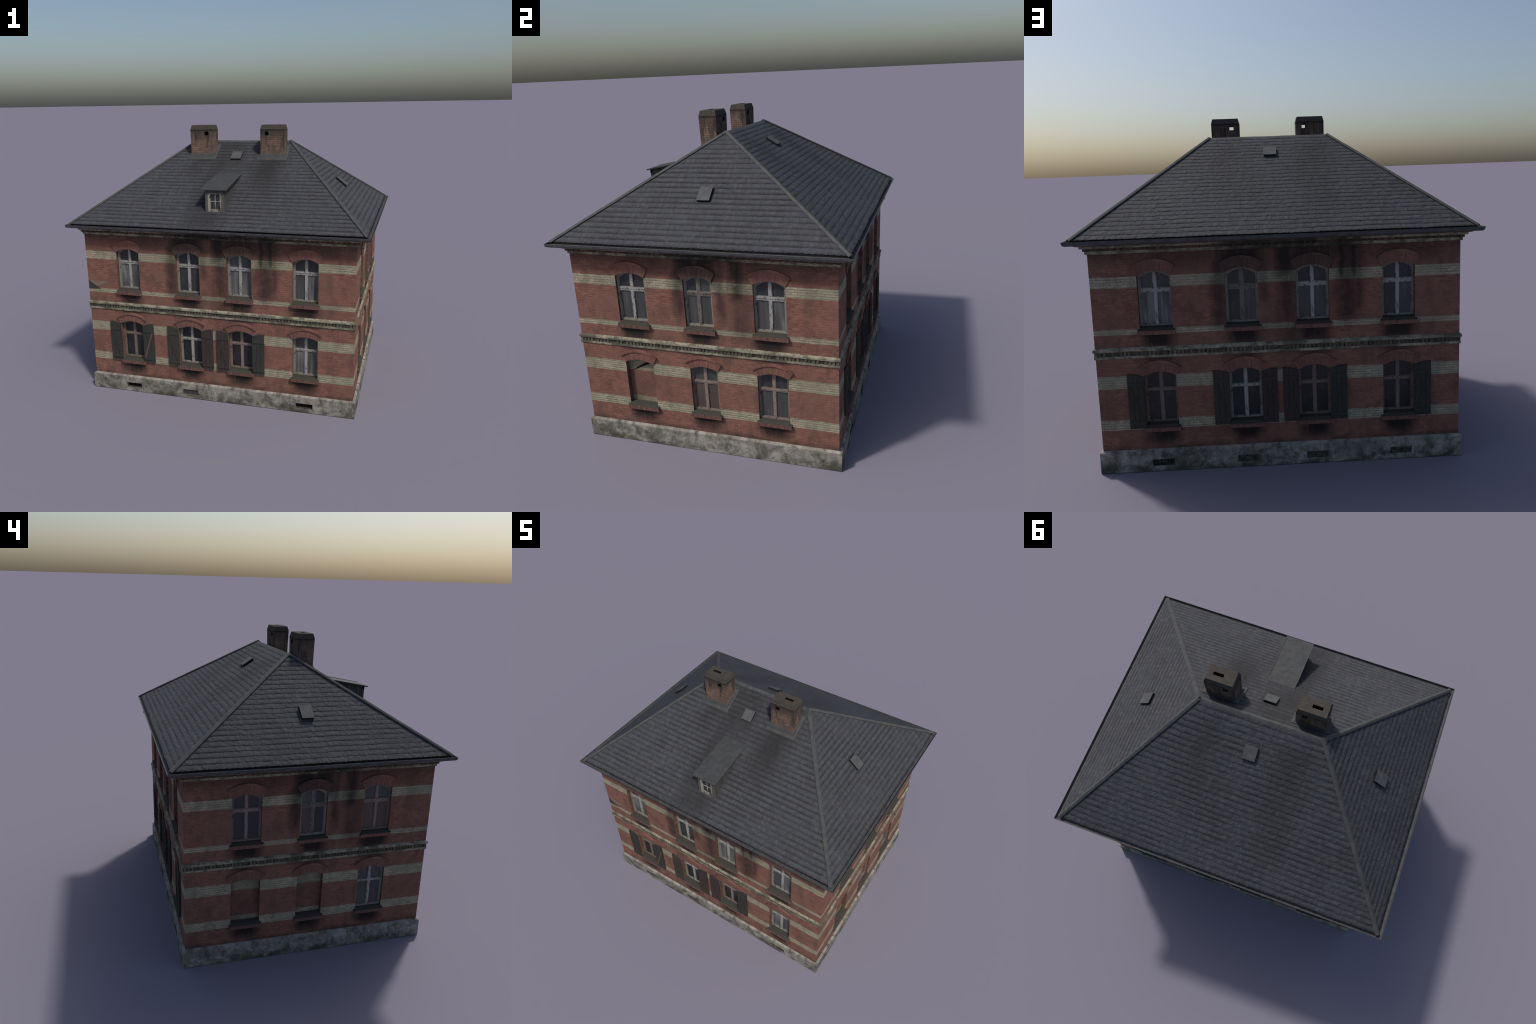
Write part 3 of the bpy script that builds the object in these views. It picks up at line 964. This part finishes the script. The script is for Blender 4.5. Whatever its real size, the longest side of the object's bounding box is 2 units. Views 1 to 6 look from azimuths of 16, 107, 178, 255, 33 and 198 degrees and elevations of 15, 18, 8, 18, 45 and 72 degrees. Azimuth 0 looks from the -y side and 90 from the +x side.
# ------------------------------------------------------------------ string course between the storeys
bm = bmesh.new()
sweep(bm, [(-0.01, 0.6490), (0.0008, 0.6480), (0.0085, 0.6425), (0.0105, 0.6390), (0.0105, 0.6300), (0.0060, 0.6265), (-0.01, 0.6265)], HX, HY, 0)
sweep(bm, [(-0.01, 0.6270), (0.0028, 0.6270), (0.0028, 0.6050), (-0.01, 0.6050)], HX, HY, 1)
sweep(bm, [(-0.01, 0.6060), (0.0062, 0.6060), (0.0062, 0.5950), (0.0040, 0.5920), (-0.01, 0.5920)], HX, HY, 0)
obj_from(mesh_from(bm, "string_course", ["pale", "frieze"]), "string_course", house, SHIFT)


def dentil_row(name, mat, pitch, width, off0, off1, z0, z1, jit):
    bm = bmesh.new()
    for hx, ang in ((HX, 0), (HY, 1), (HX, 2), (HY, 3)):
        L = (hx + off1) * 2
        n = int(L / pitch)
        dist = HY if ang % 2 == 0 else HX
        rot = Matrix.Rotation(math.pi / 2 * ang, 4, "Z")
        for i in range(n + 1):
            x = -L / 2 + L * (i + 0.5) / (n + 1)
            w = width * rnd.uniform(0.85, 1.15) / 2
            if rnd.random() < jit:      # broken or missing ones
                continue
            y = -dist - off1 * rnd.uniform(0.93, 1.0)
            v = box(bm, x - w, x + w, y, -dist - off0, z0, z1 - rnd.random() * 0.001)
            bmesh.ops.transform(bm, matrix=rot, verts=v)
    o = obj_from(mesh_from(bm, name, mat), name, house, SHIFT)
    o["kind"] = "stuff"
    return o


dentil_row("string_course_dentil", "dent_pale", 0.0205, 0.0110, -0.004, 0.0062, 0.6055, 0.6268, 0.10)

# ------------------------------------------------------------------ cornice below the eaves
bm = bmesh.new()
sweep(bm, [(-0.01, 1.1330), (0.0085, 1.1330), (0.0085, 1.1195), (0.0065, 1.1165), (-0.01, 1.1165)], HX, HY, 0)
sweep(bm, [(-0.01, 1.1470), (0.0085, 1.1470), (0.0085, 1.1328), (-0.01, 1.1328)], HX, HY, 1)
sweep(bm, [(-0.01, 1.1600), (0.0290, 1.1600), (0.0280, 1.1490), (0.0262, 1.1468), (-0.01, 1.1468)], HX, HY, 0)
obj_from(mesh_from(bm, "cornice", ["pale", "frieze"]), "cornice", house)
dentil_row("cornice_dentil", "dent_red", 0.0318, 0.0195, -0.004, 0.0182, 1.1330, 1.1469, 0.03)
bm = bmesh.new()
sweep(bm, [(-0.01, 1.1640), (0.0385, 1.1640), (0.0610, 1.1760), (0.0610, 1.1705), (0.0400, 1.1598), (-0.01, 1.1598)], HX, HY, 0)
obj_from(mesh_from(bm, "soffit", "soffit"), "soffit", house)
bm = bmesh.new()
sweep(bm, [(0.0540, 1.1900), (0.0605, 1.1915), (0.0605, 1.1700), (0.0540, 1.1690)], HX, HY)
obj_from(mesh_from(bm, "fascia", "fascia"), "fascia", house)

# ------------------------------------------------------------------ gutter: an open trough with a rolled rim
GX, GY = HX + 0.0045, HY - 0.0015
g_out = [(0.0850, 1.1855), (0.0865, 1.1870), (0.0858, 1.1885), (0.0838, 1.1885), (0.0826, 1.1868)]
trough = [(0.0815, 1.1790), (0.0735, 1.1735), (0.0640, 1.1745), (0.0612, 1.1840),
          (0.0606, 1.1840), (0.0606, 1.1720), (0.0640, 1.1680), (0.0740, 1.1672), (0.0820, 1.1725), (0.0845, 1.1790)]
bm = bmesh.new()
sweep(bm, g_out + trough, GX, GY)
gut = obj_from(mesh_from(bm, "gutter", "gutter"), "gutter", house)
bm = bmesh.new()
for k, dist, cs in ((0, HY, (-0.357, 0.235)), (2, HY, (-0.42, 0.30)), (1, HX, (-0.25,)), (3, HX, (0.2,))):
    for c in cs:   # joints between gutter lengths
        v = box(bm, c - 0.004, c + 0.004, -dist - 0.0873, -dist - 0.0835, 1.1760, 1.1893)
        bmesh.ops.transform(bm, matrix=Matrix.Rotation(math.pi / 2 * k, 4, "Z"), verts=v)
obj_from(mesh_from(bm, "gutter_joint", "cap"), "gutter_joint", gut)

# ------------------------------------------------------------------ roof
roof = bpy.data.objects.new("roof", None)
ROOF = []   # (eave middle, u axis, v axis, normal, half eave, half top, slope length)
for k in range(4):
    rot = Matrix.Rotation(math.pi / 2 * k, 4, "Z")
    half, run, top = (RX, RY, RIDGE) if k % 2 == 0 else (RY, RX - RIDGE, 0.0)
    dist = RY if k % 2 == 0 else RX
    rise = Z_RIDGE - Z_EAVE
    slen = math.hypot(run, rise)
    o = rot @ Vector((0, -dist, Z_EAVE))
    u = rot @ Vector((1, 0, 0))
    v = rot @ Vector((0, run / slen, rise / slen))
    n = rot @ Vector((0, -rise / slen, run / slen))
    ROOF.append((o, u, v, n, half, top, slen))


def slope_point(k, u, v, h=0.0):
    o, U, V, N, *_ = ROOF[k]
    return o + U * u + V * v + N * h


bm = bmesh.new()
def deck_pt(sx, sy, top, dz): return bm.verts.new((sx * (RIDGE if top else RX - 0.004), 0 if top else sy * (RY - 0.004), (Z_RIDGE if top else Z_EAVE) + dz))
lower = [deck_pt(a, b, False, -0.0050) for a, b in ((-1, -1), (1, -1), (1, 1), (-1, 1))]
under = [deck_pt(a, b, False, -0.0120) for a, b in ((-1, -1), (1, -1), (1, 1), (-1, 1))]
r0, r1 = deck_pt(-1, 0, True, -0.0050), deck_pt(1, 0, True, -0.0050)
bm.faces.new((lower[0], lower[1], r1, r0))
bm.faces.new((lower[1], lower[2], r1))
bm.faces.new((lower[2], lower[3], r0, r1))
bm.faces.new((lower[3], lower[0], r0))
bm.faces.new(under[::-1])
for i in range(4):
    j = (i + 1) % 4
    bm.faces.new((under[i], under[j], lower[j], lower[i]))
roof = obj_from(mesh_from(bm, "roof", "deck"), "roof", house)

def wobble(k, u, v):
    return 0.0016 * math.sin(u * 9.0 + k * 2.1 + v * 3.0) + 0.0011 * math.sin(u * 23.0 + v * 17.0 + k)


def tile_field(k):
    o, U, V, N, half, top, slen = ROOF[k]
    bm = bmesh.new()
    rows = ROWS_LONG if k % 2 == 0 else ROWS_SHORT
    pitch = slen / rows

    def limit(v): return half + (top - half) * min(max(v, 0.0), slen) / slen
    for r in range(rows):
        v0 = r * pitch
        v1 = min(v0 + pitch * 1.22, slen)
        L = limit(v0)
        n = int(2 * L / TW) + 2
        shift = (r % 2) * 0.5 * TW + rnd.uniform(-0.004, 0.004)
        for i in range(-n // 2 - 1, n // 2 + 2):
            ua = i * TW + shift
            ub = ua + TW
            if ub < -L + 0.002 or ua > L - 0.002:
                continue
            dv = rnd.uniform(-0.0013, 0.0013) + wobble(k, ua, v0)
            if r == 0:
                dv *= 0.5
            hb = 0.0005 + rnd.uniform(-0.0003, 0.0003)
            gap = 0.00005
            ch = 0.0055
            a, b = ua + gap, ub - gap
            outline = [(a + ch, v0 + dv), (b - ch, v0 + dv), (b, v0 + dv + ch * 0.6), (b, v1), (a, v1), (a, v0 + dv + ch * 0.6)]
            pts = []
            for x, y in outline:
                l = limit(y) - 0.001
                pts.append((max(-l, min(l, x)), y))
            if pts[1][0] - pts[0][0] < 0.001 and pts[3][0] - pts[4][0] < 0.001:
                continue
            tilt = rnd.uniform(-0.0003, 0.0003)
            def hgt(x, y):
                f = (y - v0) / (pitch * 1.22)
                return hb * (1 - f) - 0.0009 * f + tilt * (x - ua) / TW
            # tail split off as its own faces, tinted darker to draw the course's shadow line
            cut = v0 + dv + 0.0052 + rnd.uniform(-0.001, 0.001)
            lcut = limit(cut) - 0.001
            ca, cb = max(-lcut, min(lcut, a)), max(-lcut, min(lcut, b))
            tv = [bm.verts.new(slope_point(k, x, y, hgt(x, y))) for x, y in pts]
            bv = [bm.verts.new(slope_point(k, x, y, hgt(x, y) - 0.0017)) for x, y in pts]
            try:
                p, q = (bm.verts.new(slope_point(k, x, cut, hgt(x, cut))) for x in (ca, cb))
                bm.faces.new((tv[0], tv[1], tv[2], q, p, tv[5])).material_index = 1
                bm.faces.new((p, q, tv[3], tv[4]))
                bm.faces.new(bv[::-1])
                for q in range(6):
                    w = (q + 1) % 6
                    bm.faces.new((tv[q], bv[q], bv[w], tv[w]))
            except ValueError:
                pass
    bmesh.ops.dissolve_degenerate(bm, dist=1e-5, edges=bm.edges)
    t = obj_from(mesh_from(bm, "roof_slates", ["slate_long", "tail_long"] if k % 2 == 0 else ["slate_short", "tail_short"]), "roof_slates", roof)
    t["kind"] = "stuff"


for k in range(4):
    tile_field(k)

# hip and ridge caps: folded strips in lengths
def cap_strip(name, p0, p1, n0, n1, w, pieces):
    """a folded strip from p0 to p1; n0, n1 are the normals of the two slopes."""
    d = (p1 - p0).normalized()
    s0, s1 = n0.cross(d).normalized(), n1.cross(d).normalized()
    mid = (n0 + n1).normalized()
    if s0.dot(n1) > 0: s0 = -s0
    if s1.dot(n0) > 0: s1 = -s1
    length = (p1 - p0).length
    bm = bmesh.new()
    for i in range(pieces):
        a, b = length * i / pieces - (0.004 if i else 0), length * (i + 1) / pieces
        lift = 0.0006 * (i % 2)
        rings = []
        for t in (a, b):
            c = p0 + d * t
            prof = [c + s0 * w + n0 * (0.0010), c + s0 * w + n0 * (0.0050 + lift), c + s0 * w * 0.35 + n0 * (0.0064 + lift), c + mid * (0.0072 + lift),
                    c + s1 * w * 0.35 + n1 * (0.0064 + lift), c + s1 * w + n1 * (0.0050 + lift), c + s1 * w + n1 * 0.0010, c - mid * 0.002]
            rings.append([bm.verts.new(q) for q in prof])
        A, B = rings
        m = len(A)
        for q in range(m):
            bm.faces.new((A[q], A[(q + 1) % m], B[(q + 1) % m], B[q]))
        bm.faces.new(A)
        bm.faces.new(B[::-1])
    return obj_from(mesh_from(bm, name, "cap"), name, roof)


for sx, sy, ka, kb in ((-1, -1, 0, 3), (1, -1, 0, 1), (1, 1, 2, 1), (-1, 1, 2, 3)):
    cap_strip("hip_cap", Vector((sx * (RX + 0.0005), sy * (RY + 0.0005), Z_EAVE + 0.0005)), Vector((sx * RIDGE, 0, Z_RIDGE)), ROOF[ka][3], ROOF[kb][3], 0.0122, 7)
cap_strip("ridge_cap", Vector((-RIDGE, 0, Z_RIDGE - 0.0072)), Vector((RIDGE, 0, Z_RIDGE - 0.0072)), ROOF[0][3], ROOF[2][3], 0.0210, 5)

# ------------------------------------------------------------------ roof hatches, one in each slope
def hatch(k, u, v_top, v_bot, h_top, h_bot, half=0.0365):
    def solid(bm, hu, va, vb, bot, ta, tb):
        vs = []
        for uu in (u - hu, u + hu):
            for vv, tt in ((va, ta), (vb, tb)):
                vs.append(bm.verts.new(slope_point(k, uu, vv, bot)))
                vs.append(bm.verts.new(slope_point(k, uu, vv, tt)))
        for q in ((0, 1, 3, 2), (4, 6, 7, 5), (0, 4, 5, 1), (2, 3, 7, 6), (0, 2, 6, 4), (1, 5, 7, 3)):
            bm.faces.new([vs[i] for i in q])
    bm = bmesh.new()
    solid(bm, half - 0.0012, v_bot + 0.0012, v_top - 0.001, -0.006, h_bot - 0.002, h_top - 0.002)
    kerb = obj_from(mesh_from(bm, "roof_hatch", "fascia"), "roof_hatch", roof)
    bm = bmesh.new()
    vs = []
    for uu in (u - half, u + half):
        for vv, tt in ((v_bot, h_bot), (v_top, h_top)):
            vs.append(bm.verts.new(slope_point(k, uu, vv, tt - 0.0022)))
            vs.append(bm.verts.new(slope_point(k, uu, vv, tt)))
    for q in ((0, 1, 3, 2), (4, 6, 7, 5), (0, 4, 5, 1), (2, 3, 7, 6), (0, 2, 6, 4), (1, 5, 7, 3)):
        bm.faces.new([vs[i] for i in q])
    obj_from(mesh_from(bm, "lid", "lid"), "lid", kerb)


cl = math.cos(math.atan2(Z_RIDGE - Z_EAVE, RY))
cs = math.cos(math.atan2(Z_RIDGE - Z_EAVE, RX - RIDGE))
hatch(0, 0.0005, (RY - 0.1300) / cl, (RY - 0.1935) / cl, 0.0165, 0.0125)
hatch(2, 0.0005, (RY - 0.1280) / cl, (RY - 0.1970) / cl, 0.0150, 0.0135)
hatch(1, -0.0005, (RX - 0.6745) / cs, (RX - 0.7450) / cs, 0.0165, 0.0150, 0.0350)
hatch(3, -0.0005, (RX - 0.6715) / cs, (RX - 0.7420) / cs, 0.0165, 0.0150, 0.0360)

# ------------------------------------------------------------------ chimneys
def chimney(sx):
    """sx = 1: the right-hand stack, -1: the left-hand one."""
    xc = sx * 0.2550
    w0, w1, w2 = 0.0830, 0.0840, 0.0765
    yc, d0, d1, d2 = -0.1145, 0.0495, 0.0525, 0.0445
    bm = bmesh.new()
    lv = [(w0, d0, 1.540), (w0 * 1.0, d0, 1.640), (w1, d1, 1.7725), (w2, d2, 1.8005)]
    loops = [[bm.verts.new((xc + a * w, yc + b * d, z)) for a, b in ((-1, -1), (1, -1), (1, 1), (-1, 1))] for w, d, z in lv]
    for A, B in zip(loops, loops[1:]):
        for i in range(4):
            j = (i + 1) % 4
            bm.faces.new((A[i], A[j], B[j], B[i]))
    bm.faces.new(loops[0][::-1])
    bm.faces.new(loops[-1])
    o = obj_from(mesh_from(bm, "chimney", "chimney"), "chimney", house)
    bm = bmesh.new()   # slot in the top and square holes from front to back
    box(bm, sx * 0.2715 - 0.0290, sx * 0.2715 + 0.0290, -0.1215, -0.1030, 1.715, 1.83)
    c1 = obj_from(mesh_from(bm, "flue", "black"), "flue_cut")
    bm = bmesh.new()
    box(bm, sx * 0.2200 - 0.0145, sx * 0.2200 + 0.0145, -0.30, 0.05, 1.7325, 1.7575)
    c2 = obj_from(mesh_from(bm, "hole", "black"), "hole_cut")
    for c in (c2, c1):
        md = o.modifiers.new("cut", "BOOLEAN")
        md.operation, md.object, md.solver = "DIFFERENCE", c, "EXACT"
        try:
            md.material_mode = "TRANSFER"
        except AttributeError:
            pass
    dg = bpy.context.evaluated_depsgraph_get()
    me = bpy.data.meshes.new_from_object(o.evaluated_get(dg))
    o.modifiers.clear()
    o.data = me
    for c in (c1, c2):
        bpy.data.objects.remove(c)
    # cap joint: a thin drip line below the bevelled head
    # lead collar and flange that follow the slope
    bm = bmesh.new()
    tan = (Z_RIDGE - Z_EAVE) / RY
    rz = lambda y: Z_RIDGE + tan * y
    yf, yb = yc - d0, yc + d0
    def loop(ox, of, ob, lift_f, lift_b):
        y0, y1 = yf - of, yb + ob
        return [bm.verts.new((xc + a * (w0 + ox), y, rz(y) + l)) for a, y, l in ((-1, y0, lift_f), (1, y0, lift_f), (1, y1, lift_b), (-1, y1, lift_b))]
    A = loop(0.0008, 0.0008, 0.0008, 0.0235, 0.012)
    B = loop(0.0040, 0.0040, 0.0030, 0.0225, 0.011)
    C = loop(0.0080, 0.0130, 0.0060, 0.0055, 0.006)
    Dd = loop(0.0220, 0.0310, 0.0160, 0.0045, 0.0045)
    E = loop(0.0220, 0.0310, 0.0160, -0.006, -0.006)
    for P, Q in ((A, B), (B, C), (C, Dd), (Dd, E)):
        for i in range(4):
            j = (i + 1) % 4
            bm.faces.new((P[i], P[j], Q[j], Q[i]))
    obj_from(mesh_from(bm, "flashing", "flash"), "flashing", o)


chimney(1)
chimney(-1)

# ------------------------------------------------------------------ dormer with a lean-to roof
tan = (Z_RIDGE - Z_EAVE) / RY
rz = lambda y: Z_RIDGE + tan * y
DW, DF = 0.0615, -0.6520
lean = lambda y: 1.4262 + (y + 0.667) * 0.1875     # top of the lean-to roof
bm = bmesh.new()   # cheeks of vertical planks
for s in (-1, 1):
    y = DF + 0.004
    while y < -0.335:
        y2 = min(y + 0.0235, -0.33)
        a, b = y + 0.0006, y2 - 0.0006
        j = rnd.uniform(0.0, 0.0012)
        xo, xi = s * (DW - j), s * (DW - 0.006)
        vs = [bm.verts.new(p) for x in (xo, xi) for p in ((x, a, rz(a) - 0.012), (x, b, rz(b) - 0.012), (x, b, lean(b) - 0.004), (x, a, lean(a) - 0.004))]
        for q in ((0, 1, 2, 3), (7, 6, 5, 4), (0, 4, 5, 1), (1, 5, 6, 2), (2, 6, 7, 3), (3, 7, 4, 0)):
            bm.faces.new([vs[i] for i in q])
        y = y2
dorm = obj_from(mesh_from(bm, "dormer", "plank"), "dormer", house)
bm = bmesh.new()   # corner posts, head and foot
ztop = lean(DF) - 0.004
for x0, x1 in ((-0.0625, -0.0455), (0.0455, 0.0625)):
    box(bm, x0, x1, DF - 0.0005, DF + 0.014, 1.268, ztop)
box(bm, -0.0625, 0.0625, DF - 0.0020, DF + 0.012, 1.4010, ztop + 0.001)
box(bm, -0.0600, 0.0600, DF - 0.0035, DF + 0.012, 1.2690, 1.2835)
obj_from(mesh_from(bm, "dormer_post", "plank"), "dormer_post", dorm)
bm = bmesh.new()   # window casing
ring(bm, [(-0.0458, 1.2830), (0.0458, 1.2830), (0.0458, 1.4015), (-0.0458, 1.4015)],
     [(-0.0300, 1.2985), (0.0335, 1.2985), (0.0335, 1.3935), (-0.0300, 1.3935)], DF + 0.0015, DF + 0.014)
casing = obj_from(mesh_from(bm, "dormer_window", "cream"), "dormer_window", dorm)
bm = bmesh.new()
box(bm, -0.0005, 0.0045, DF + 0.0060, DF + 0.012, 1.2980, 1.3940)
box(bm, -0.0305, 0.0340, DF + 0.0066, DF + 0.012, 1.3450, 1.3490)
obj_from(mesh_from(bm, "glazing_bar", "white"), "glazing_bar", casing)
bm = bmesh.new()
box(bm, -0.0310, 0.0345, DF + 0.0095, DF + 0.0125, 1.2975, 1.3945)
obj_from(mesh_from(bm, "pane", "glass_dark"), "pane", casing)
bm = bmesh.new()   # roof slab, sunk into the main slope at the back
v = []
for x in (-0.0860, 0.0845):
    for y in (-0.6680, -0.3170):
        for h in (-0.0065, 0.0):
            v.append(bm.verts.new((x, y, lean(y) + h + (-0.002 if y > -0.5 else 0.0))))
for q in ((0, 1, 3, 2), (4, 6, 7, 5), (0, 4, 5, 1), (2, 3, 7, 6), (0, 2, 6, 4), (1, 5, 7, 3)):
    bm.faces.new([v[i] for i in q])
dr = obj_from(mesh_from(bm, "dormer_roof", "dormer_lead"), "dormer_roof", dorm)
bevel(dr, 0.0012)
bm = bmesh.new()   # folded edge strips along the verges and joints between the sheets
for x in (-0.0855, 0.0840):
    y0, y1 = -0.6675, -0.3600
    vs = [bm.verts.new((x + a, y, lean(y) + h)) for y in (y0, y1) for a, h in ((-0.0018, -0.001), (0.0018, -0.001), (0.0018, 0.0022), (-0.0018, 0.0022))]
    for q in ((0, 1, 2, 3), (7, 6, 5, 4), (0, 4, 5, 1), (1, 5, 6, 2), (2, 6, 7, 3), (3, 7, 4, 0)):
        bm.faces.new([vs[i] for i in q])
obj_from(mesh_from(bm, "verge_strip", "cap"), "verge_strip", dr)
